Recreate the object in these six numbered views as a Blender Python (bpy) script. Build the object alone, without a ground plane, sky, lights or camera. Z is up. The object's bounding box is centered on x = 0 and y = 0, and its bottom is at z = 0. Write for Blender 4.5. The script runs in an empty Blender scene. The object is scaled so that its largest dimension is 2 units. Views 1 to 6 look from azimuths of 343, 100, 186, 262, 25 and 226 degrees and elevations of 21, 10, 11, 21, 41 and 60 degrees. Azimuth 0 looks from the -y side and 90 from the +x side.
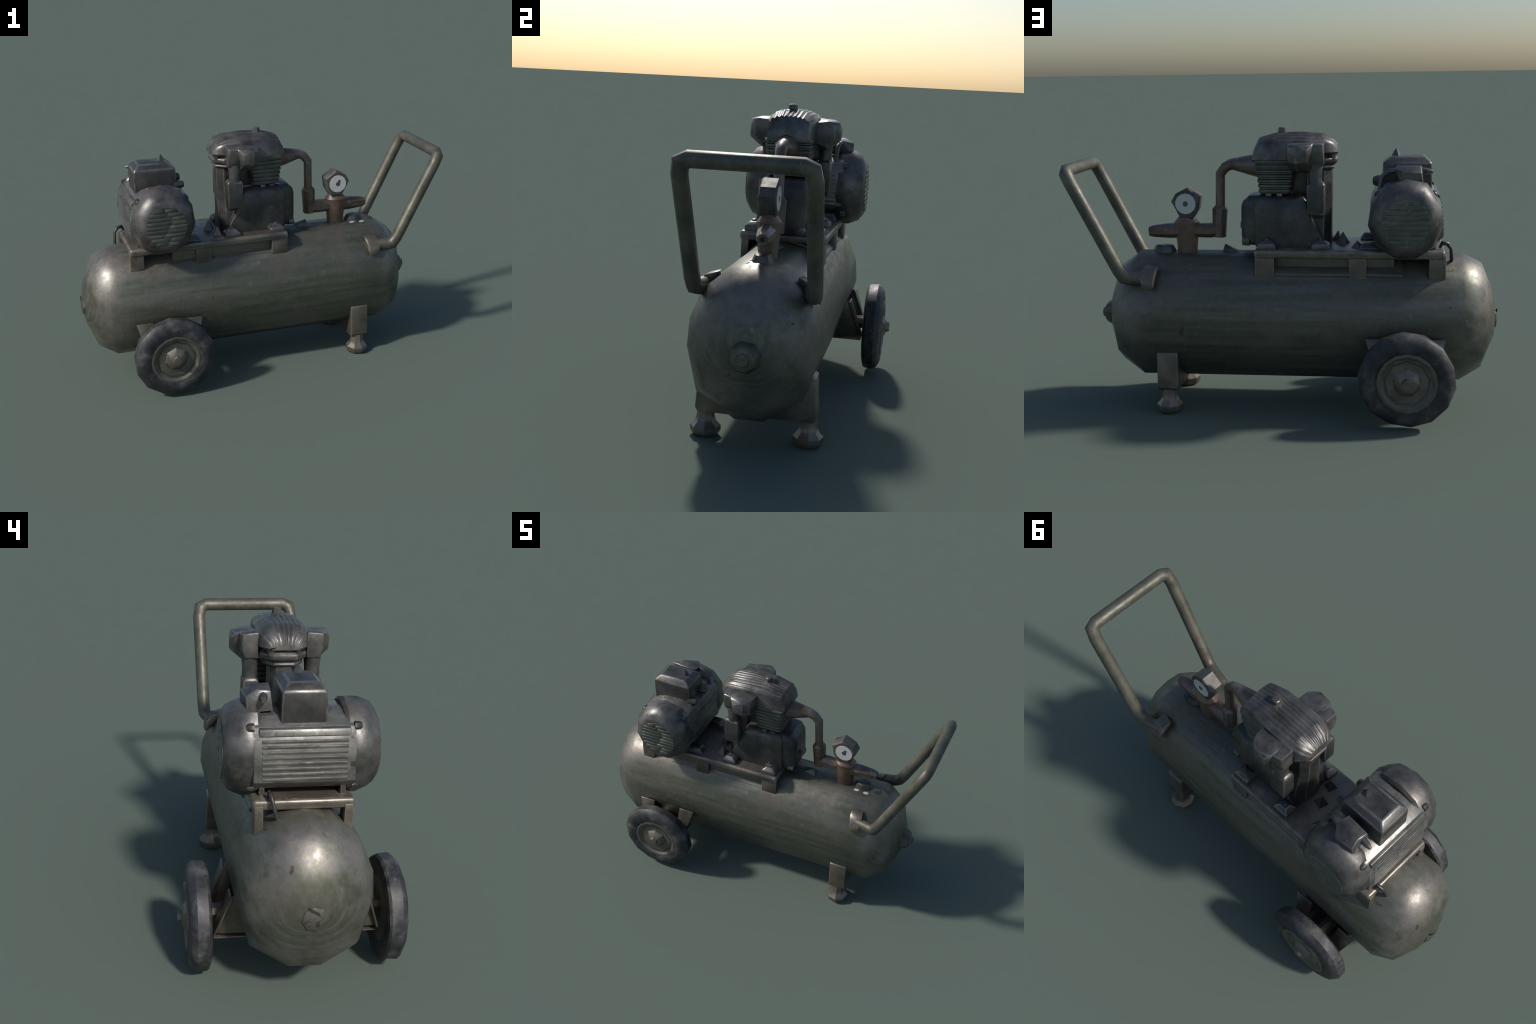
"""Worn portable air compressor: horizontal tank on two wheels and two feet, with an
electric motor, a finned piston pump, delivery pipe, pressure gauge and a push handle."""
import bpy, bmesh, math, random
from mathutils import Vector, Matrix

random.seed(7)
TAU = 2 * math.pi

# ------------------------------------------------------------------ materials
def material(name, stops, metallic=0.5, rough=(0.30, 0.48), scale=(6, 6, 6), detail=5.0, grain=0.10, bump=0.25,
             patch=None, patch_scale=3.0, patch_range=(0.55, 0.68), chips=None, wrap=False, bare=None, scuff=None, spec=0.8):
    """Worn surface: a stretched noise picks between the colours in stops, an optional patch colour
    (dust, rust, bare metal) lies over it in blotches, rarer chips on top, and a fine grain.
    wrap=True runs the noise along the tank: lengthwise streaks on the barrel, rings on the domed ends."""
    m = bpy.data.materials.new(name)
    m.use_nodes = True
    nt = m.node_tree
    N, L = nt.nodes, nt.links
    N.clear()

    def node(kind, **inputs):
        n = N.new(kind)
        for k, v in inputs.items():
            n.inputs[k.replace("_", " ")].default_value = v
        return n

    def math_node(op, a, b=0.0):
        n = N.new("ShaderNodeMath")
        n.operation = op
        for i, v in enumerate((a, b)):
            if hasattr(v, "node"):
                L.new(v, n.inputs[i])
            else:
                n.inputs[i].default_value = v
        return n.outputs[0]

    def noise(vec, sc, det, ro=0.6):
        n = node("ShaderNodeTexNoise", Scale=sc, Detail=det, Roughness=ro)
        L.new(vec, n.inputs["Vector"])
        return n.outputs["Fac"]

    def remap(v, a, b, c=0.0, d=1.0):
        n = N.new("ShaderNodeMapRange")
        for k, x in enumerate((a, b, c, d)):
            n.inputs[k + 1].default_value = x
        L.new(v, n.inputs[0])
        return n.outputs[0]

    def mix(f, a, b, mode="MIX"):
        n = N.new("ShaderNodeMix")
        n.data_type, n.blend_type = "RGBA", mode
        for k, v in ((0, f), (6, a), (7, b)):
            if hasattr(v, "node"):
                L.new(v, n.inputs[k])
            else:
                n.inputs[k].default_value = (*v, 1) if isinstance(v, tuple) else v
        return n.outputs[2]

    out = N.new("ShaderNodeOutputMaterial")
    b = N.new("ShaderNodeBsdfPrincipled")
    L.new(b.outputs[0], out.inputs[0])
    tc = N.new("ShaderNodeTexCoord")
    oi = N.new("ShaderNodeObjectInfo")
    sc = N.new("ShaderNodeVectorMath")
    sc.operation = "SCALE"
    sc.inputs[0].default_value = (7.1, 3.3, 5.7)
    L.new(oi.outputs["Random"], sc.inputs["Scale"])
    add = N.new("ShaderNodeVectorMath")
    add.operation = "ADD"
    L.new(tc.outputs["Object"], add.inputs[0])
    L.new(sc.outputs[0], add.inputs[1])
    pos = add.outputs[0]
    if wrap:
        sep = N.new("ShaderNodeSeparateXYZ")
        L.new(tc.outputs["Object"], sep.inputs[0])
        x, y, z = sep.outputs
        h = math_node("SUBTRACT", z, 0.431)
        r = math_node("SQRT", math_node("ADD", math_node("MULTIPLY", y, y), math_node("MULTIPLY", h, h)))
        ang = math_node("ARCTAN2", math_node("ABSOLUTE", y), h)
        comb = N.new("ShaderNodeCombineXYZ")
        L.new(math_node("MULTIPLY", x, scale[0]), comb.inputs[0])
        L.new(math_node("MULTIPLY", math_node("MULTIPLY", ang, r), scale[1]), comb.inputs[1])
        L.new(math_node("MULTIPLY", r, scale[2]), comb.inputs[2])
        base_vec = comb.outputs[0]
    else:
        mp = N.new("ShaderNodeMapping")
        mp.inputs["Scale"].default_value = scale
        L.new(pos, mp.inputs[0])
        base_vec = mp.outputs[0]
    ramp = N.new("ShaderNodeValToRGB")
    els = ramp.color_ramp.elements
    for i, (p, c) in enumerate(stops):
        e = els[i] if i < 2 else els.new(p)
        e.position = p
        e.color = (*c, 1)
    L.new(noise(base_vec, 1.0, detail), ramp.inputs[0])
    col = ramp.outputs[0]
    if patch:
        f = remap(noise(pos, patch_scale, 7, 0.62), *patch_range)
        col = mix(f, col, patch)
    if bare:
        # broken pale grey band on the shoulders, where barrel and domed ends meet
        d = math_node("ABSOLUTE", math_node("ADD", x, 0.075))
        shoulder = math_node("MULTIPLY", remap(d, 0.68, 0.80), remap(r, 0.10, 0.20))
        f = math_node("MULTIPLY", shoulder, remap(noise(pos, 7.0, 6, 0.65), 0.36, 0.60))
        col = mix(f, col, bare)
    if chips:
        f = remap(noise(pos, 11, 3, 0.5), 0.70, 0.715)
        col = mix(f, col, chips)
    if scuff:
        # pale rubbed specks and scratches
        f = remap(noise(pos, 19, 8, 0.72), 0.60, 0.70, 0.0, 0.75)
        col = mix(f, col, scuff)
    g = remap(noise(pos, 55, 4), 0.3, 0.7, 1 - grain, 1 + grain)
    col = mix(1.0, col, g, "MULTIPLY")
    L.new(col, b.inputs["Base Color"])
    fine = noise(pos, 26, 6)
    L.new(remap(fine, 0.32, 0.68, *rough), b.inputs["Roughness"])
    bp = N.new("ShaderNodeBump")
    bp.inputs["Strength"].default_value = bump
    bp.inputs["Distance"].default_value = 0.003
    L.new(fine, bp.inputs["Height"])
    L.new(bp.outputs[0], b.inputs["Normal"])
    b.inputs["Metallic"].default_value = metallic
    b.inputs["Specular IOR Level"].default_value = spec
    return m

def shades(c, lo=0.66, hi=1.4, p=(0.34, 0.5, 0.66)):
    """three stops around a colour"""
    return [(p[0], tuple(v * lo for v in c)), (p[1], c), (p[2], tuple(v * hi for v in c))]

TANK = material("worn_olive_tank_paint", [(0.36, (0.076, 0.085, 0.058)), (0.50, (0.108, 0.112, 0.086)), (0.64, (0.150, 0.146, 0.124))],
                metallic=0.52, rough=(0.34, 0.54), scale=(1.3, 19.0, 20), patch=(0.132, 0.118, 0.098), patch_scale=3.4, patch_range=(0.50, 0.64), chips=(0.070, 0.056, 0.044),
                wrap=True, bare=(0.20, 0.186, 0.168), scuff=(0.200, 0.194, 0.172))  # bare= sets the lighter grey blended in near both tank ends
FRAME = material("brown_grey_steel", shades((0.146, 0.128, 0.104)), patch=(0.122, 0.096, 0.076), patch_scale=9)
HANDLE = material("olive_grey_tube", shades((0.104, 0.102, 0.080)), metallic=0.42, rough=(0.42, 0.58), scale=(8, 8, 8), patch=(0.132, 0.110, 0.090), patch_scale=10, spec=0.6, scuff=(0.20, 0.185, 0.155))
IRON = material("dark_cast_iron", shades((0.096, 0.093, 0.089), 0.5, 1.6), metallic=0.55, rough=(0.31, 0.52), scale=(10, 10, 10), patch=(0.150, 0.134, 0.117), patch_scale=9, patch_range=(0.54, 0.70), bump=0.5, scuff=(0.22, 0.21, 0.195))
BLACK = material("black_enamel", shades((0.056, 0.055, 0.053), 0.6, 1.6), metallic=0.45, rough=(0.32, 0.5), scale=(8, 8, 8), patch=(0.10, 0.094, 0.087), patch_scale=8, patch_range=(0.6, 0.75), scuff=(0.13, 0.124, 0.115))
ALLOY = material("dull_grey_alloy", shades((0.150, 0.146, 0.134), 0.6, 1.4), metallic=0.55, rough=(0.30, 0.46), scale=(14, 5, 14), patch=(0.25, 0.235, 0.215), patch_scale=12, patch_range=(0.54, 0.66))
FIN = material("greenish_cylinder_alloy", shades((0.105, 0.112, 0.098)), scale=(8, 8, 8))
COPPER = material("tarnished_copper_pipe", shades((0.142, 0.094, 0.069), 0.6, 1.3), metallic=0.4, rough=(0.34, 0.5), scale=(9, 9, 9), patch=(0.15, 0.147, 0.14), patch_scale=14, patch_range=(0.50, 0.64))
BRASS = material("rusty_brass_fitting", shades((0.172, 0.100, 0.070), 0.6, 1.3), metallic=0.4, rough=(0.34, 0.5), scale=(9, 9, 9), patch=(0.13, 0.126, 0.11), patch_scale=16, patch_range=(0.52, 0.66))
RUBBER = material("grey_worn_rubber", [(0.38, (0.017, 0.018, 0.021)), (0.52, (0.036, 0.036, 0.040)), (0.70, (0.095, 0.092, 0.090))],
                  metallic=0.0, rough=(0.45, 0.65), scale=(13, 13, 13), grain=0.25, bump=0.4, spec=0.5, scuff=(0.13, 0.125, 0.12))
DISC = material("dark_wheel_disc", shades((0.050, 0.048, 0.040), 0.6, 1.6), metallic=0.35, rough=(0.4, 0.55), scale=(10, 10, 10))
RIM = material("dusty_olive_rim", shades((0.115, 0.110, 0.088), 0.7, 1.3), metallic=0.35, rough=(0.4, 0.55), scale=(11, 11, 11))
WHITE = material("white_dial_enamel", [(0.3, (0.50, 0.50, 0.49)), (0.7, (0.60, 0.60, 0.585))], metallic=0, rough=(0.45, 0.55), grain=0.03, bump=0, spec=0.4)
NEEDLE = material("dark_grey_needle", [(0.3, (0.06, 0.06, 0.06)), (0.7, (0.09, 0.09, 0.09))], metallic=0.2)
STEEL = material("gauge_case_steel", shades((0.095, 0.088, 0.080)), metallic=0.35, rough=(0.48, 0.62), scale=(12, 12, 12), spec=0.5)
HOLE = material("dark_opening", [(0.3, (0.008, 0.008, 0.008)), (0.7, (0.014, 0.013, 0.012))], metallic=0, rough=(0.8, 0.9))
PAINT = material("pale_paint_spot", [(0.3, (0.36, 0.35, 0.33)), (0.7, (0.46, 0.45, 0.43))], metallic=0, rough=(0.5, 0.6))
# rubbed-bare chamfers: lighter than the faces they border
WORN = {BLACK: material("rubbed_black_edge", shades((0.130, 0.124, 0.116), 0.45, 1.5), metallic=0.55, rough=(0.3, 0.45), scale=(14, 14, 14)),
        IRON: material("rubbed_iron_edge", shades((0.165, 0.158, 0.150), 0.55, 1.4), metallic=0.6, rough=(0.28, 0.42), scale=(14, 14, 14)),
        FRAME: material("rubbed_steel_edge", shades((0.20, 0.178, 0.150), 0.6, 1.3), metallic=0.55, rough=(0.3, 0.45), scale=(12, 12, 12))}

# ------------------------------------------------------------------ geometry helpers
def finish(name, bm, mat, parent=None, angle=40, bevel=0.0, segments=2):
    bmesh.ops.recalc_face_normals(bm, faces=bm.faces)
    me = bpy.data.meshes.new(name)
    bm.to_mesh(me)
    bm.free()
    me.materials.append(mat)
    ob = bpy.data.objects.new(name, me)
    bpy.context.scene.collection.objects.link(ob)
    if bevel:
        md = ob.modifiers.new("bevel", "BEVEL")
        md.width, md.segments, md.limit_method, md.angle_limit = bevel, segments + (bevel > 0.01), "ANGLE", math.radians(28)
        if mat in WORN and bevel >= 0.003:
            me.materials.append(WORN[mat])
            md.material = 1
        dg = bpy.context.evaluated_depsgraph_get()
        me2 = bpy.data.meshes.new_from_object(ob.evaluated_get(dg))
        me2.name = name
        ob.modifiers.clear()
        ob.data = me2
        bpy.data.meshes.remove(me)
        me = me2
    me.shade_smooth()
    me.set_sharp_from_angle(angle=math.radians(angle))
    if parent:
        ob.parent = parent
    return ob

def loft(name, rings, mat, parent=None, caps=True, closed=False, bevel=0.0, angle=40):
    bm = bmesh.new()
    rows = [[bm.verts.new(p) for p in r] for r in rings]
    n = len(rows[0])
    pairs = list(zip(rows, rows[1:])) + ([(rows[-1], rows[0])] if closed else [])
    for a, b in pairs:
        for i in range(n):
            j = (i + 1) % n
            bm.faces.new((a[i], a[j], b[j], b[i]))
    if caps and not closed:
        bm.faces.new(rows[0])
        bm.faces.new(rows[-1])
    bmesh.ops.remove_doubles(bm, verts=bm.verts, dist=1e-5)
    return finish(name, bm, mat, parent, angle, bevel)

def hull(name, pts, mat, parent=None, bevel=0.004, angle=40, segments=2):
    bm = bmesh.new()
    for p in pts:
        bm.verts.new(p)
    bmesh.ops.convex_hull(bm, input=bm.verts)
    bmesh.ops.dissolve_limit(bm, angle_limit=0.02, verts=bm.verts, edges=bm.edges)
    return finish(name, bm, mat, parent, angle, bevel, segments)

def box(name, x, y, z, mat, parent=None, bevel=0.004, taper=1.0):
    cx, cy = (x[0] + x[1]) / 2, (y[0] + y[1]) / 2
    pts = [(a, b, z[0]) for a in x for b in y] + [(cx + (a - cx) * taper, cy + (b - cy) * taper, z[1]) for a in x for b in y]
    return hull(name, pts, mat, parent, bevel)

def frame_of(axis):
    a = Vector(axis).normalized()
    u = Vector((0, 0, 1)) if abs(a.z) < 0.9 else Vector((1, 0, 0))
    u = (u - a * u.dot(a)).normalized()
    return a, u, a.cross(u)

def revolve(name, origin, axis, profile, n, mat, parent=None, su=1.0, sv=1.0, phase=0.0, angle=40, bevel=0.0, wobble=0.0, seed=0, closed=False):
    """profile: (distance along axis, radius) pairs; su and sv squash the section; wobble makes it uneven."""
    a, u, v = frame_of(axis)
    o = Vector(origin)
    rnd = random.Random(seed)
    w = [1 + rnd.uniform(-wobble, wobble) for _ in range(n)]
    rings = []
    for t, r in profile:
        r = max(r, 1e-6)
        rings.append([o + a * t + u * (math.cos(TAU * (i + phase) / n) * r * su * w[i]) + v * (math.sin(TAU * (i + phase) / n) * r * sv * w[i]) for i in range(n)])
    return loft(name, rings, mat, parent, angle=angle, bevel=bevel, closed=closed)

def tube(name, path, radii, n, mat, parent=None, angle=60, phase=0.0):
    P = [Vector(p) for p in path]
    if not hasattr(radii, "__len__"):
        radii = [radii] * len(P)
    T = []
    for i in range(len(P)):
        d = Vector()
        if i:
            d += (P[i] - P[i - 1]).normalized()
        if i < len(P) - 1:
            d += (P[i + 1] - P[i]).normalized()
        T.append(d.normalized())
    u = frame_of(T[0])[1]
    rings = []
    for i, p in enumerate(P):
        u = (u - T[i] * u.dot(T[i])).normalized()
        v = T[i].cross(u)
        k = 1.0
        if 0 < i < len(P) - 1:
            k = 1 / max(0.6, (P[i] - P[i - 1]).normalized().dot(T[i]))
        bend = Vector()
        if 0 < i < len(P) - 1:
            bend = ((P[i + 1] - P[i]).normalized() - (P[i] - P[i - 1]).normalized())
            bend = (bend - T[i] * bend.dot(T[i]))
            bend = bend.normalized() if bend.length > 1e-4 else Vector()
        ring = []
        for j in range(n):
            q = TAU * (j + phase) / n
            d = u * math.cos(q) + v * math.sin(q)
            d = d + bend * (d.dot(bend) * (k - 1))
            ring.append(p + d * radii[i])
        rings.append(ring)
    return loft(name, rings, mat, parent, angle=angle)

def rounded_rect(cx, cy, hx, hy, r, k=3):
    pts = []
    for sx, sy, q0 in ((1, 1, 0), (-1, 1, 90), (-1, -1, 180), (1, -1, 270)):
        for i in range(k + 1):
            q = math.radians(q0 + 90 * i / k)
            pts.append((cx + sx * (hx - r) + r * math.cos(q), cy + sy * (hy - r) + r * math.sin(q)))
    return pts

def copy_of(ob, parent=None, move=(0, 0, 0), turn=0.0):
    c = ob.copy()
    c.location = move
    c.rotation_euler = (0, 0, turn)
    c.parent = parent or ob.parent
    bpy.context.scene.collection.objects.link(c)
    return c

# ------------------------------------------------------------------ the thing
ROOT = bpy.data.objects.new("air_compressor", None)
bpy.context.scene.collection.objects.link(ROOT)
ROOT["label"] = "worn olive portable air compressor with tank, motor, wheels"
ROOT["category"] = "air compressor"

# ------------------------------------------------------------------ pressure tank
ZC = 0.431
# slightly lopsided egg-shaped section, round from the bottom: (y, height above the axis)
SECTION = [(0.055, -0.299), (0.200, -0.202), (0.250, -0.030), (0.240, 0.080), (0.190, 0.194), (0.100, 0.280), (0.0, 0.301)]
section_ring = SECTION + [(-0.100, 0.284), (-0.200, 0.198), (-0.248, 0.080), (-0.255, -0.030), (-0.213, -0.203), (-0.060, -0.301)]
# stations along the tank: (x, share of the full section, lift of the section's middle)
tank_profile = [(-0.993, 0.03, 0.0), (-0.979, 0.36, 0.002), (-0.924, 0.81, 0.005), (-0.825, 1.0, 0.0), (-0.4, 1.0, 0.0), (0.1, 1.0, 0.0), (0.45, 1.0, 0.0),
                (0.678, 1.0, 0.0), (0.776, 0.77, 0.0), (0.828, 0.29, 0.0), (0.838, 0.03, 0.0)]
tank = loft("tank", [[(x, y * k, ZC + up + z * k) for y, z in section_ring] for x, k, up in tank_profile], TANK, ROOT, angle=75)

def tank_z(y, grow=0.0):
    """height of the tank's upper surface at a given y"""
    y = abs(y)
    for (y1, z1), (y0, z0) in zip(SECTION[3:], SECTION[4:]):
        if y0 <= y <= y1:
            return ZC + grow + z0 + (z1 - z0) * (y - y0) / (y1 - y0)
    return ZC

# weld bosses in the middle of each end
revolve("end_plug", (0, 0, 0.422), (1, 0, 0), [(0.825, 0.064), (0.842, 0.060), (0.866, 0.046), (0.870, 0.028), (0.884, 0.022), (0.886, 0.0)], 8, TANK, tank, phase=0.3, angle=25)
revolve("end_plug", (0, -0.006, 0.418), (-1, 0, 0), [(0.96, 0.056), (0.992, 0.048), (0.9975, 0.034), (1.0, 0.0)], 8, TANK, tank, phase=0.2, angle=25)

hull("torn_hole", [(-0.999, 0.012, 0.452), (-0.999, -0.022, 0.432), (-0.998, -0.018, 0.446), (-0.998, 0.020, 0.470), (-0.985, 0.0, 0.45)], HOLE, tank, bevel=0)

# ------------------------------------------------------------------ base plate with its supports
PX, PY, PT = (-0.747, 0.116), 0.188, 0.767
plate = box("base_plate", PX, (-PY, PY), (0.726, PT), FRAME, ROOT, bevel=0.013)
saddle_rings = []
for x in (-0.56, -0.40, -0.15, 0.112):
    ring = [(x, y, tank_z(y, 0.014)) for y in [0.172 - 0.0344 * i for i in range(11)]]
    ring += [(x, y, tank_z(y, 0.004)) for y in [-0.172 + 0.0344 * i for i in range(11)]]
    saddle_rings.append(ring)
loft("saddle_sheet", saddle_rings, TANK, plate, angle=30)
for s in (-1, 1):
    box("plate_skirt", (-0.52, 0.03), (-0.156, -0.144) if s < 0 else (0.132, 0.144), (0.66, 0.735), TANK, plate, bevel=0.002)
for x0, x1 in ((-0.75, -0.675), (-0.396, -0.317), (0.024, 0.112)):
    for s in (-1, 1):
        box("plate_support", (x0, x1), sorted((s * 0.148, s * 0.181)), (0.635, 0.745), FRAME, plate, bevel=0.004)
# hook hanging off the plate edge
tube("hook", [(-0.722, 0.128, 0.772), (-0.735, 0.127, 0.794), (-0.758, 0.124, 0.790), (-0.774, 0.118, 0.765), (-0.779, 0.106, 0.715), (-0.777, 0.096, 0.690)],
     [0.005, 0.009, 0.010, 0.007, 0.009, 0.003], 7, BLACK, plate)
# raised dashes stamped along the rear of the plate
for y0, y1 in ((0.095, 0.084), (0.068, 0.060), (0.047, 0.024), (-0.068, -0.114)):
    box("stamped_bar", (-0.7345, -0.7305), sorted((y0, y1)), (PT - 0.002, PT + 0.0015), RIM, plate, bevel=0.0006)

# ------------------------------------------------------------------ electric motor
MX, MZ = -0.569, 0.913
section = [(-0.738, 0.832), (-0.732, 0.93), (-0.722, 0.985), (-0.700, 1.025), (-0.655, 1.052), (-0.60, 1.064), (-0.53, 1.064),
           (-0.475, 1.056), (-0.432, 1.030), (-0.416, 0.975), (-0.413, 0.90), (-0.420, 0.835), (-0.465, 0.80), (-0.57, 0.785), (-0.695, 0.795)]
motor = loft("motor_body", [[(x, y, z) for x, z in section] for y in (-0.185, -0.06, 0.06, 0.185)], ALLOY, ROOT, angle=24, bevel=0.004)
# cooling ribs along both long sides
for i in range(8):
    z = 0.843 + 0.0195 * i
    for s, xs in ((-1, -0.7375 + 0.055 * (z - 0.832) + 0.10 * max(0.0, z - 0.93)), (1, -0.4155)):
        box("cooling_rib", (xs - 0.0045, xs + 0.0045), (-0.155, 0.155), (z - 0.0055, z + 0.0055), ALLOY, motor, bevel=0.003)
# folded ledge on the rear shoulder
hull("shoulder_ledge", [(-0.724, y, 0.998) for y in (-0.165, 0.165)] + [(-0.714, y, 1.022) for y in (-0.165, 0.165)] + [(-0.680, y, 1.028) for y in (-0.165, 0.165)], ALLOY, motor, bevel=0.003)
bell_profile = [(0.152, 0.94), (0.165, 1.0), (0.214, 1.005), (0.262, 0.89), (0.284, 0.72), (0.288, 0.64)]
for s in (-1, 1):
    bell = revolve("end_bell", (MX, 0, MZ), (0, s, 0), bell_profile, 11, IRON, motor, su=0.183, sv=0.168, phase=0.0, angle=36, wobble=0.014, seed=3)
    revolve("fan_guard", (MX, 0, MZ - 0.008), (0, s, 0), [(0.275, 0.112), (0.2895, 0.108), (0.2895, 0.0)], 14, FIN, bell, angle=30)
    bars = random.Random(11 + s)
    for i in range(9):
        z = MZ - 0.008 - 0.088 + i * 0.022
        w = math.sqrt(max(0.001, 0.104 ** 2 - (z - MZ + 0.008) ** 2))
        cut = bars.uniform(-0.3, 0.3) * w
        for a, c in ((-w, cut - 0.006), (cut + 0.006, w)):
            hull("guard_bar", [(MX + x, s * y, z + k) for x in (a, c) for y, k in ((0.287, -0.010), (0.287, 0.010), (0.2912, -0.0075 + bars.uniform(-0.002, 0.002)), (0.2912, 0.0075))], FIN, bell, bevel=0.002)
    for q in (40, 140, 222, 318):
        c = Vector((MX + math.cos(math.radians(q)) * 0.158, s * 0.192, MZ + math.sin(math.radians(q)) * 0.168))
        revolve("bell_bolt", c, (0, s, 0), [(-0.012, 0.019), (0.008, 0.018), (0.016, 0.012), (0.018, 0.0)], 8, IRON, bell)
# feet: slim posts at the rear, broad lugs towards the pump
for s in (-1, 1):
    box("motor_foot", (-0.705, -0.672), sorted((s * 0.138, s * 0.160)), (0.766, 0.825), IRON, motor, bevel=0.004, taper=0.8)
    hull("motor_foot", [(-0.398 + a, s * 0.134 + b, 0.768) for a in (-0.06, 0.040) for b in (-0.036, 0.036)] +
         [(-0.398 + a, s * 0.134 + b, 0.798) for a in (-0.06, 0.020) for b in (-0.024, 0.024)], BLACK, motor, bevel=0.006)
hull("motor_cradle", [(x, y, z) for y in (-0.165, 0.165) for x, z in ((-0.60, 0.765), (-0.46, 0.765), (-0.48, 0.80), (-0.59, 0.80))], BLACK, motor, bevel=0.004)
# terminal box on top
tb = hull("terminal_box", [(x, y, 1.03) for x in (-0.686, -0.462) for y in (-0.084, 0.084)] + [(x, y, 1.150) for x in (-0.686, -0.466) for y in (-0.080, 0.082)] +
          [(x, y, 1.178) for x in (-0.655, -0.505) for y in (-0.055, 0.055)], BLACK, motor, bevel=0.007)
revolve("lid_stud", (-0.526, 0, 1.165), (0, 0, 1), [(0, 0.026), (0.012, 0.021), (0.03, 0.012), (0.045, 0.002)], 6, BLACK, tb, angle=50)
for x, y, z, r in ((-0.440, -0.070, 1.058, 0.021), (-0.436, 0.044, 1.066, 0.023)):
    revolve("cable_gland", (x - 0.04, y, z), (1, 0, 0), [(0, r), (0.042, r), (0.055, r * 0.75), (0.058, 0)], 8, BLACK, tb, angle=35)
# crusty casting lumps where the box meets the motor
crust = random.Random(21)
for i in range(14):
    side = i % 4
    x = crust.uniform(-0.68, -0.47) if side < 2 else (-0.694 if side == 2 else -0.455)
    y = (0.092, -0.094)[side] if side < 2 else crust.uniform(-0.08, 0.08)
    z = 1.058 - 1.6 * max(0.0, abs(x + 0.57) - 0.06) ** 1.25
    w = crust.uniform(0.010, 0.020)
    hull("casting_lump", [(x + w * crust.uniform(-1, 1), y + w * crust.uniform(-1, 1), z + w * crust.uniform(-0.9, 0.7)) for _ in range(9)], ALLOY, motor, bevel=0.002)
# switch box beside it, with a rod and a cable
sw = hull("switch_box", [(-0.53, 0.106, 1.07), (-0.645, 0.106, 1.07), (-0.645, 0.20, 1.06), (-0.55, 0.215, 1.06), (-0.53, 0.108, 1.142), (-0.64, 0.116, 1.142),
                         (-0.515, 0.165, 1.135), (-0.553, 0.216, 1.125), (-0.638, 0.205, 1.118), (-0.632, 0.165, 1.146)], IRON, motor, bevel=0.004)
tube("switch_rod", [(-0.62, 0.140, 1.122), (-0.668, 0.146, 1.119), (-0.688, 0.148, 1.117)], [0.018, 0.014, 0.007], 8, IRON, sw)
tube("cable", [(-0.525, 0.160, 1.125), (-0.492, 0.150, 1.120), (-0.462, 0.146, 1.095), (-0.453, 0.146, 1.03)], 0.011, 8, IRON, sw)
# belt-guard stubs lying between motor and pump
for cx, cy, r, h in ((-0.282, -0.004, 0.038, 0.058), (-0.352, 0.098, 0.036, 0.034), (-0.255, -0.095, 0.036, 0.05)):
    revolve("anchor_cone", (cx, cy, PT - 0.004), (0, 0, 1), [(0, r), (h, 0.002)], 4, FRAME, plate, phase=0.3, angle=20)

# ------------------------------------------------------------------ piston pump
def ring_xy(z, x0, x1, hy, r, k=3, cy=0.0):
    return [(x, y, z) for x, y in rounded_rect((x0 + x1) / 2, cy, (x1 - x0) / 2, hy, r, k)]

pump = loft("crankcase", [ring_xy(z, x0, x1, hy, 0.012, cy=-0.004) for z, x0, x1, hy in
            ((0.766, -0.222, 0.118, 0.111), (0.80, -0.200, 0.122, 0.113), (0.90, -0.145, 0.122, 0.112), (0.978, -0.122, 0.122, 0.111), (0.992, -0.112, 0.118, 0.103), (1.006, -0.10, 0.10, 0.080))],
            BLACK, ROOT, angle=35)
cover = loft("crankcase_cover", [[(x, y, z) for y, z in rounded_rect(0, zc, hy, hz, 0.03, 3)] for x, zc, hy, hz in
             ((0.10, 0.886, 0.104, 0.118), (0.150, 0.886, 0.100, 0.115), (0.178, 0.878, 0.085, 0.100), (0.186, 0.876, 0.070, 0.085))], BLACK, pump, angle=35)
revolve("drain_plug", (0.18, -0.010, 0.852), (1, 0, 0), [(0, 0.018), (0.021, 0.017), (0.022, 0)], 6, IRON, cover, angle=25)
for s in (-1, 1):
    revolve("cover_bolt", (0.168, s * 0.082, 0.79), (1, 0, 0), [(-0.02, 0.022), (0.012, 0.02), (0.018, 0.0)], 8, IRON, cover, angle=40)
loft("belt_column", [[(x, y, z) for x, y in ((-0.120, hy), (x1 + 0.035, hy), (x1, hy * 0.55), (x1, -hy * 0.55), (x1 + 0.035, -hy), (-0.120, -hy))]
                     for z, x1, hy in ((0.768, -0.230, 0.090), (0.90, -0.232, 0.064), (1.0, -0.235, 0.055), (1.125, -0.236, 0.052))], BLACK, pump, angle=25, bevel=0.004)
# mounting blocks with bolt heads
for bx, by in ((0.060, 0.138), (0.060, -0.138), (-0.188, 0.134), (-0.188, -0.138)):
    b = hull("mount_block", [(bx + a, by + c, PT - 0.004) for a in (-0.043, 0.043) for c in (-0.034, 0.034)] +
             [(bx + a, by + c, 0.788) for a in (-0.040, 0.040) for c in (-0.032, 0.032)] + [(bx + a, by + c, 0.805) for a in (-0.018, 0.018) for c in (-0.015, 0.015)], IRON, pump, bevel=0.004)
    revolve("bolt_head", (bx, by, 0.802), (0, 0, 1), [(0, 0.012), (0.010, 0.010), (0.014, 0.0)], 6, IRON, b, angle=30)
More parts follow.
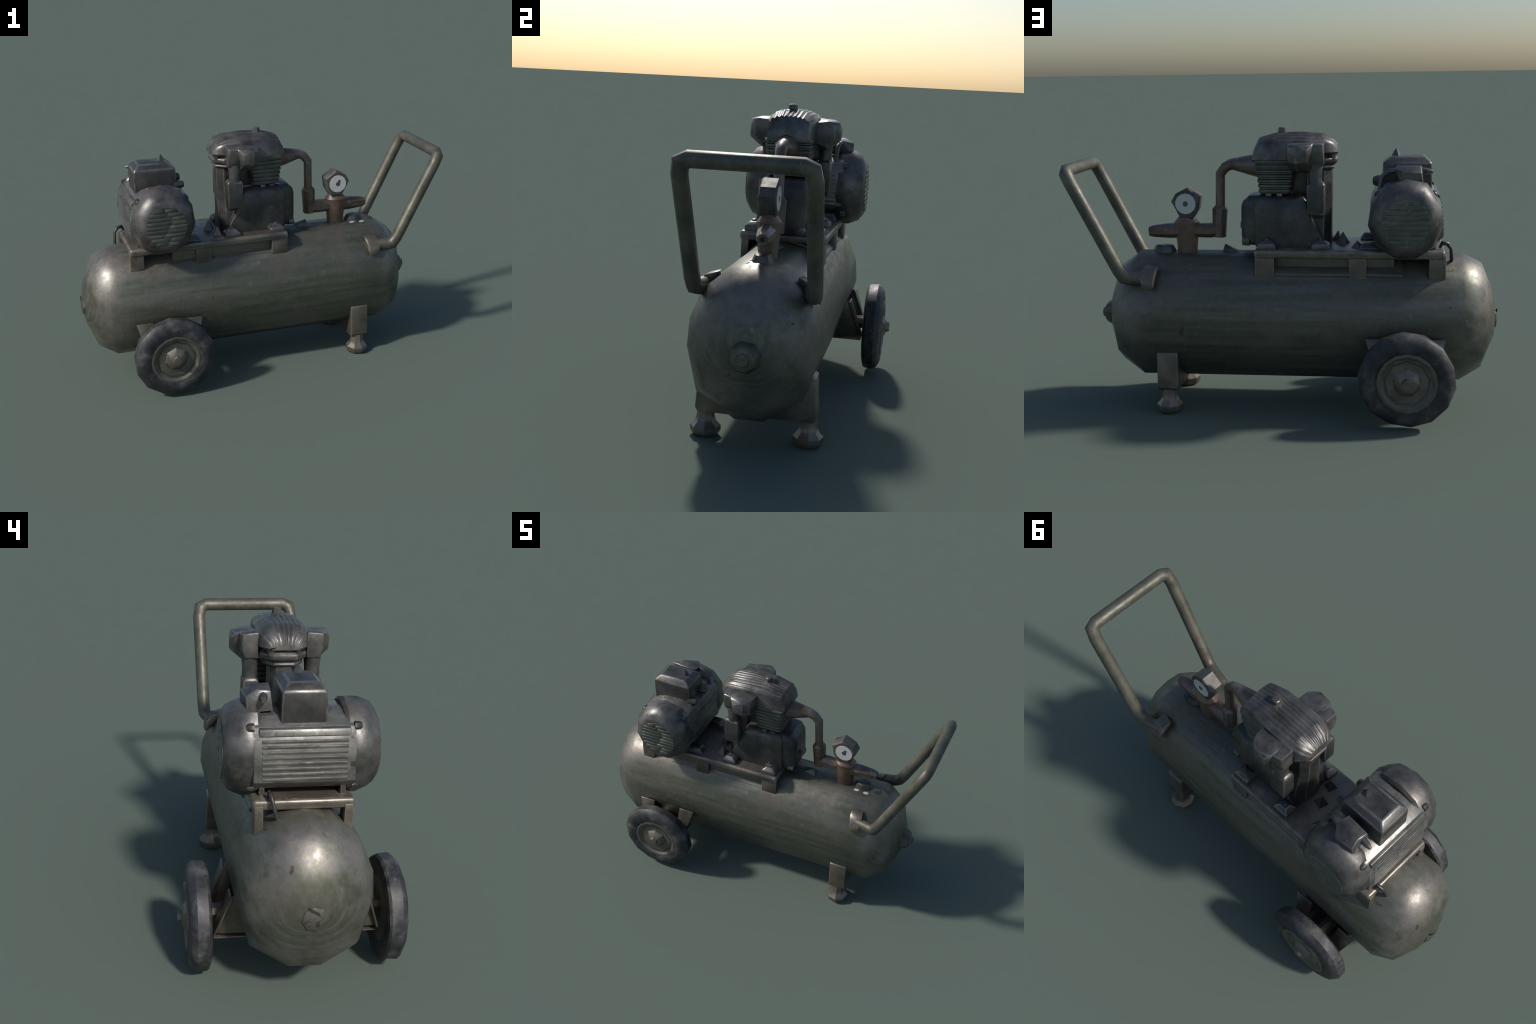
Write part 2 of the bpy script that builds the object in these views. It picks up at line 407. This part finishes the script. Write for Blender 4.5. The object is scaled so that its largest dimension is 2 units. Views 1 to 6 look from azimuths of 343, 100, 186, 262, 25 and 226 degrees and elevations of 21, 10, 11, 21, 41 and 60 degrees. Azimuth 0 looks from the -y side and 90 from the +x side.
# finned cylinder
rings = []
for i in range(7):
    z = 1.012 + i * 0.0225
    k = i / 6
    x0, x1, hy = -0.050 - 0.022 * k, 0.104 + 0.014 * k, 0.086 + 0.014 * k
    for dz, grow in ((0.0, -0.005), (0.0045, -0.005), (0.0085, 0.0), (0.0175, 0.0), (0.0205, -0.005)):
        rings.append(ring_xy(z + dz, x0 - grow, x1 + grow, hy + grow, 0.02))
loft("finned_cylinder", rings, FIN, pump, angle=35)
for y in (-0.083, 0.083):
    for x in (0.055, 0.005):
        box("base_nut", (x - 0.013, x + 0.013), (y - 0.012, y + 0.012), (1.0, 1.014), ALLOY, pump, bevel=0.003)
# inner sleeve behind the fins, joins column and cylinder below the head
loft("cylinder_lobe", [[(x, y, z) for x, y in ((-0.03, hy), (x1 + 0.05, hy), (x1, hy * 0.5), (x1, -hy * 0.5), (x1 + 0.05, -hy), (-0.03, -hy))]
                       for z, x1, hy in ((1.105, -0.215, 0.055), (1.122, -0.242, 0.078), (1.130, -0.246, 0.082), (1.138, -0.242, 0.078), (1.152, -0.258, 0.092), (1.170, -0.259, 0.094), (1.184, -0.242, 0.084), (1.20, -0.24, 0.08))], IRON, pump, angle=22, bevel=0.004)
for s in (-1, 1):
    box("cylinder_web", (-0.150, -0.05), sorted((s * 0.01, s * 0.042)), (1.0, 1.15), BLACK, pump, bevel=0.004)
# ribbed head cover
stations = [(0.129, 0.086, 1.172, 1.186), (0.122, 0.092, 1.205, 1.222), (0.101, 0.092, 1.236, 1.262), (0.020, 0.104, 1.250, 1.284), (-0.09, 0.110, 1.250, 1.286),
            (-0.19, 0.107, 1.246, 1.279), (-0.238, 0.090, 1.232, 1.254), (-0.258, 0.068, 1.212, 1.232), (-0.262, 0.060, 1.196, 1.206)]
NTOP = 73
rings = []
for x, w, ze, zt in stations:
    w *= 0.97
    zb = 1.160 if x > -0.1 else 1.192
    ring = [(x, -w + 0.006, zb), (x, w - 0.006, zb), (x, w + 0.002, zb + 0.008)]
    amp = 0.0028 if 0.11 > x > -0.24 else 0.0015
    for j in range(NTOP):
        t = 1 - 2 * j / (NTOP - 1)
        y = w * 0.96 * t
        z = ze + (zt - ze) * (1 - abs(t) ** 3) ** 0.8
        ring.append((x, y, z + amp * math.sin(TAU * (y / 0.0195))))
    ring.append((x, -w - 0.002, zb + 0.008))
    rings.append(ring)
head = loft("head_cover", rings, IRON, pump, angle=32)
revolve("head_bolt", (-0.003, -0.004, 1.278), (0, 0, 1), [(0, 0.034), (0.007, 0.030), (0.010, 0.021), (0.029, 0.019), (0.032, 0.015), (0.032, 0)], 8, IRON, head, angle=30)
for y in (-0.05, 0.05):
    revolve("head_lug", (-0.235, y, 1.186), (0, 0, 1), [(-0.02, 0.018), (0.025, 0.020), (0.034, 0.012), (0.036, 0)], 8, IRON, head, angle=40)
# air filters on both sides
for s in (-1, 1):
    f = hull("air_filter", [(x, s * y, z) for x, y, z in (
        (-0.030, 0.095, 1.238), (-0.030, 0.095, 1.150), (-0.036, 0.150, 1.244), (-0.042, 0.178, 1.222), (-0.044, 0.178, 1.165), (-0.040, 0.140, 1.135),
        (-0.075, 0.198, 1.238), (-0.080, 0.202, 1.160), (-0.132, 0.202, 1.215), (-0.132, 0.198, 1.165), (-0.085, 0.150, 1.116), (-0.140, 0.148, 1.122), (-0.09, 0.10, 1.118),
        (-0.155, 0.178, 1.240), (-0.160, 0.160, 1.248), (-0.165, 0.095, 1.25), (-0.165, 0.095, 1.13))], IRON, pump, bevel=0.006)
    hull("filter_elbow", [(x, s * y, z) for x, y, z in (
        (-0.130, 0.096, 1.252), (-0.203, 0.096, 1.250), (-0.203, 0.162, 1.244), (-0.150, 0.172, 1.244), (-0.203, 0.165, 1.180), (-0.140, 0.175, 1.180),
        (-0.203, 0.150, 1.145), (-0.130, 0.150, 1.135), (-0.130, 0.096, 1.135), (-0.203, 0.096, 1.145))], IRON, f, bevel=0.006)
    tube("filter_pipe", [(-0.163, s * 0.126, 1.155), (-0.162, s * 0.126, 1.10), (-0.164, s * 0.127, 1.060)], [0.037, 0.031, 0.031], 10, IRON, f)
    hull("silencer", [(x, s * y, z) for x, y, z in (
        (-0.125, 0.095, 1.060), (-0.208, 0.095, 1.060), (-0.125, 0.158, 1.060), (-0.208, 0.158, 1.060), (-0.140, 0.110, 1.074), (-0.195, 0.110, 1.074), (-0.140, 0.146, 1.074), (-0.195, 0.146, 1.074),
        (-0.127, 0.160, 0.930), (-0.207, 0.160, 0.925), (-0.127, 0.095, 0.930), (-0.207, 0.095, 0.925), (-0.160, 0.145, 0.906), (-0.200, 0.145, 0.906), (-0.160, 0.1, 0.906), (-0.200, 0.1, 0.906))], BLACK, f, bevel=0.006)

# ------------------------------------------------------------------ delivery pipe, valve, gauge
pipe = tube("delivery_pipe", [(0.105, -0.004, 1.133), (0.130, -0.004, 1.134), (0.240, -0.002, 1.140), (0.268, -0.001, 1.126), (0.292, 0.0, 1.095), (0.296, 0.002, 0.92)],
            [0.055, 0.052, 0.026, 0.024, 0.0225, 0.0225], 10, COPPER, ROOT)
elbow = tube("pipe_elbow", [(0.296, 0.002, 0.946), (0.297, 0.002, 0.930), (0.300, 0.003, 0.872), (0.303, 0.003, 0.797)], [0.024, 0.037, 0.035, 0.033], 8, COPPER, pipe, phase=0.5, angle=35)
tube("elbow_arm", [(0.285, 0.003, 0.832), (0.345, 0.003, 0.828), (0.420, 0.002, 0.828)], [0.032, 0.037, 0.035], 8, COPPER, pipe, phase=0.5, angle=35)
valve = revolve("valve_body", (0.459, 0.0, 0), (0, 0, 1), [(0.715, 0.048), (0.735, 0.048), (0.79, 0.053), (0.856, 0.060), (0.866, 0.062), (0.896, 0.036), (0.90, 0.0)], 10, BRASS, ROOT, sv=0.80, angle=35)
tube("outlet_spout", [(0.49, 0.0, 0.828), (0.54, 0.004, 0.826), (0.615, 0.008, 0.824), (0.640, 0.009, 0.822)], [0.038, 0.037, 0.030, 0.023], 8, COPPER, valve, phase=0.5, angle=35)
revolve("spout_hole", (0.640, 0.009, 0.822), (1, 0, 0), [(-0.004, 0.012), (0.0012, 0.011), (0.0012, 0)], 6, HOLE, valve)
outline = [(0.444, 1.034), (0.386, 0.992), (0.396, 0.930), (0.424, 0.886), (0.484, 0.888), (0.526, 0.968), (0.504, 1.004)]
gc = Vector((0.457, 0, 0.957))
gauge = loft("gauge_case", [[(gc.x + (x - gc.x) * k, y, gc.z + (z - gc.z) * k) for x, z in outline] for y, k in ((-0.040, 0.90), (-0.034, 1.0), (0.026, 1.0), (0.032, 0.90))], STEEL, valve, angle=25)
for s, y in ((-1, -0.0401), (1, 0.0321)):
    d = revolve("gauge_dial", (gc.x, y, gc.z), (0, s, 0), [(-0.003, 0.050), (0.0015, 0.049), (0.0015, 0)], 14, WHITE, gauge, angle=30)
    revolve("needle_hub", (gc.x, y + s * 0.0015, gc.z), (0, s, 0), [(0, 0.013), (0.0015, 0.011), (0.0015, 0)], 8, NEEDLE, d, angle=30)
    if s < 0:
        hull("needle", [(gc.x + a, y - b, gc.z + c) for a, c in ((-0.008, 0.0), (0.006, -0.006), (0.004, 0.024), (0.013, 0.022)) for b in (0.0012, 0.0035)], NEEDLE, d, bevel=0)

# filler cap and weld remains on top of the tank
revolve("filler_cap", (0.570, 0.002, 0.722), (0, 0, 1), [(0, 0.058), (0.012, 0.055), (0.032, 0.044), (0.035, 0.038), (0.035, 0)], 8, IRON, tank, sv=0.75, angle=30)
for x, y in ((0.545, -0.046), (0.602, -0.050)):
    hull("paint_spot", [(x + 0.016 * math.cos(q), y + 0.008 * math.sin(q), tank_z(y + 0.008 * math.sin(q)) + 0.003 + h) for q in [TAU * i / 8 for i in range(8)] for h in (-0.006, 0.0015)], PAINT, tank, bevel=0)
hull("weld_fin", [(0.289, 0.02, 0.722), (0.289, -0.035, 0.722), (0.278, -0.006, 0.762), (0.20, -0.02, 0.724), (0.20, 0.03, 0.724), (0.262, -0.015, 0.752)], TANK, tank, bevel=0.002)

# ------------------------------------------------------------------ push handle
half = [(0.600, 0.196, 0.636), (0.690, 0.218, 0.635), (0.714, 0.226, 0.643), (0.736, 0.229, 0.676), (0.940, 0.234, 1.076), (0.962, 0.226, 1.118), (0.968, 0.196, 1.132)]
path = [(x, -y, z) for x, y, z in half] + list(reversed(half))
handle = tube("push_handle", path, 0.031, 8, HANDLE, ROOT, phase=0.5)
for s in (-1, 1):
    hull("handle_clamp", [(x, s * y, z) for x, y, z in ((0.562, 0.158, 0.684), (0.626, 0.150, 0.690), (0.638, 0.205, 0.672), (0.566, 0.196, 0.674),
        (0.576, 0.236, 0.585), (0.630, 0.240, 0.590), (0.640, 0.238, 0.640), (0.60, 0.14, 0.64), (0.575, 0.226, 0.63))], FRAME, handle, bevel=0.006)

# ------------------------------------------------------------------ wheels on their brackets
WX, WZ = -0.578, 0.222
tyre_profile = [(0.345, 0.126), (0.335, 0.145), (0.331, 0.178), (0.337, 0.203), (0.346, 0.211), (0.388, 0.214), (0.404, 0.203), (0.416, 0.180), (0.419, 0.158), (0.412, 0.134)]
for s in (-1, 1):
    br = None
    for d in (-1, 1):
        xo, xi, bo, bi = (WX + 0.006 + d * k for k in (0.178, 0.086, 0.128, 0.070))
        wt, wb = WX + 0.006 + d * 0.146, WX + 0.006 + d * 0.108
        web = [(wt, 0.235, 0.374), (wt, 0.256, 0.374), (wb, 0.318, 0.214), (wb, 0.312, 0.200), (wb, 0.150, 0.196), (wt, 0.19, 0.30)]
        g = hull("bracket_web", [(x - d * t, s * y, z) for t in (0, 0.008) for x, y, z in web], FRAME, br or ROOT, bevel=0.0015)
        if br is None:
            br = g
            br.name = "wheel_bracket"
        hull("bracket_flange", [(x, s * (y - t), z) for t in (0, 0.008) for x, y, z in ((xo, 0.262, 0.378), (xi, 0.262, 0.378), (bo, 0.322, 0.200), (bi, 0.322, 0.200))], FRAME, br, bevel=0.002)
    box("bracket_floor", (WX + 0.006 - 0.105, WX + 0.006 + 0.105), sorted((s * 0.13, s * 0.316)), (0.176, 0.182), FRAME, br, bevel=0.0015)
    revolve("axle", (WX, 0, WZ + 0.02), (0, s, 0), [(0.19, 0.034), (0.345, 0.032), (0.37, 0.032)], 8, FRAME, br, angle=35)
    tyre = revolve("tyre", (WX, -0.005, WZ + 0.004), (0, s, 0), tyre_profile, 14, RUBBER, ROOT, angle=32, wobble=0.010, seed=5, phase=0.2, closed=True)
    rim = revolve("wheel_rim", (WX, 0, WZ), (0, s, 0), [(0.342, 0.0), (0.342, 0.10), (0.345, 0.134), (0.405, 0.138), (0.417, 0.134), (0.418, 0.122), (0.408, 0.108), (0.408, 0.0)], 16, RIM, tyre, angle=35)
    revolve("wheel_disc", (WX, 0, WZ), (0, s, 0), [(0.400, 0.107), (0.4095, 0.104), (0.4045, 0.078), (0.4085, 0.060), (0.41, 0.0)], 9, DISC, tyre, angle=25)
    revolve("hub_nut", (WX, 0, WZ + 0.006), (0, s, 0), [(0.36, 0.066), (0.410, 0.062), (0.430, 0.038), (0.433, 0.026), (0.447, 0.022), (0.448, 0)], 7, FRAME, tyre, angle=30)

# ------------------------------------------------------------------ front stand
stand_yz = [(-0.243, 0.122), (-0.232, 0.104), (0.232, 0.104), (0.243, 0.122), (0.232, 0.285), (0.2, 0.30), (-0.2, 0.30), (-0.232, 0.285)]
stand = hull("stand", [(x, y, z) for x in (0.474, 0.572) for y, z in stand_yz], FRAME, ROOT, bevel=0.005)
for s in (-1, 1):
    revolve("foot", (0.522, s * 0.208, 0), (0, 0, 1), [(0.0, 0.050), (0.004, 0.055), (0.018, 0.062), (0.036, 0.062), (0.054, 0.044), (0.075, 0.036), (0.11, 0.034)], 8, FRAME, stand, phase=0.2, angle=30)

bpy.context.view_layer.update()
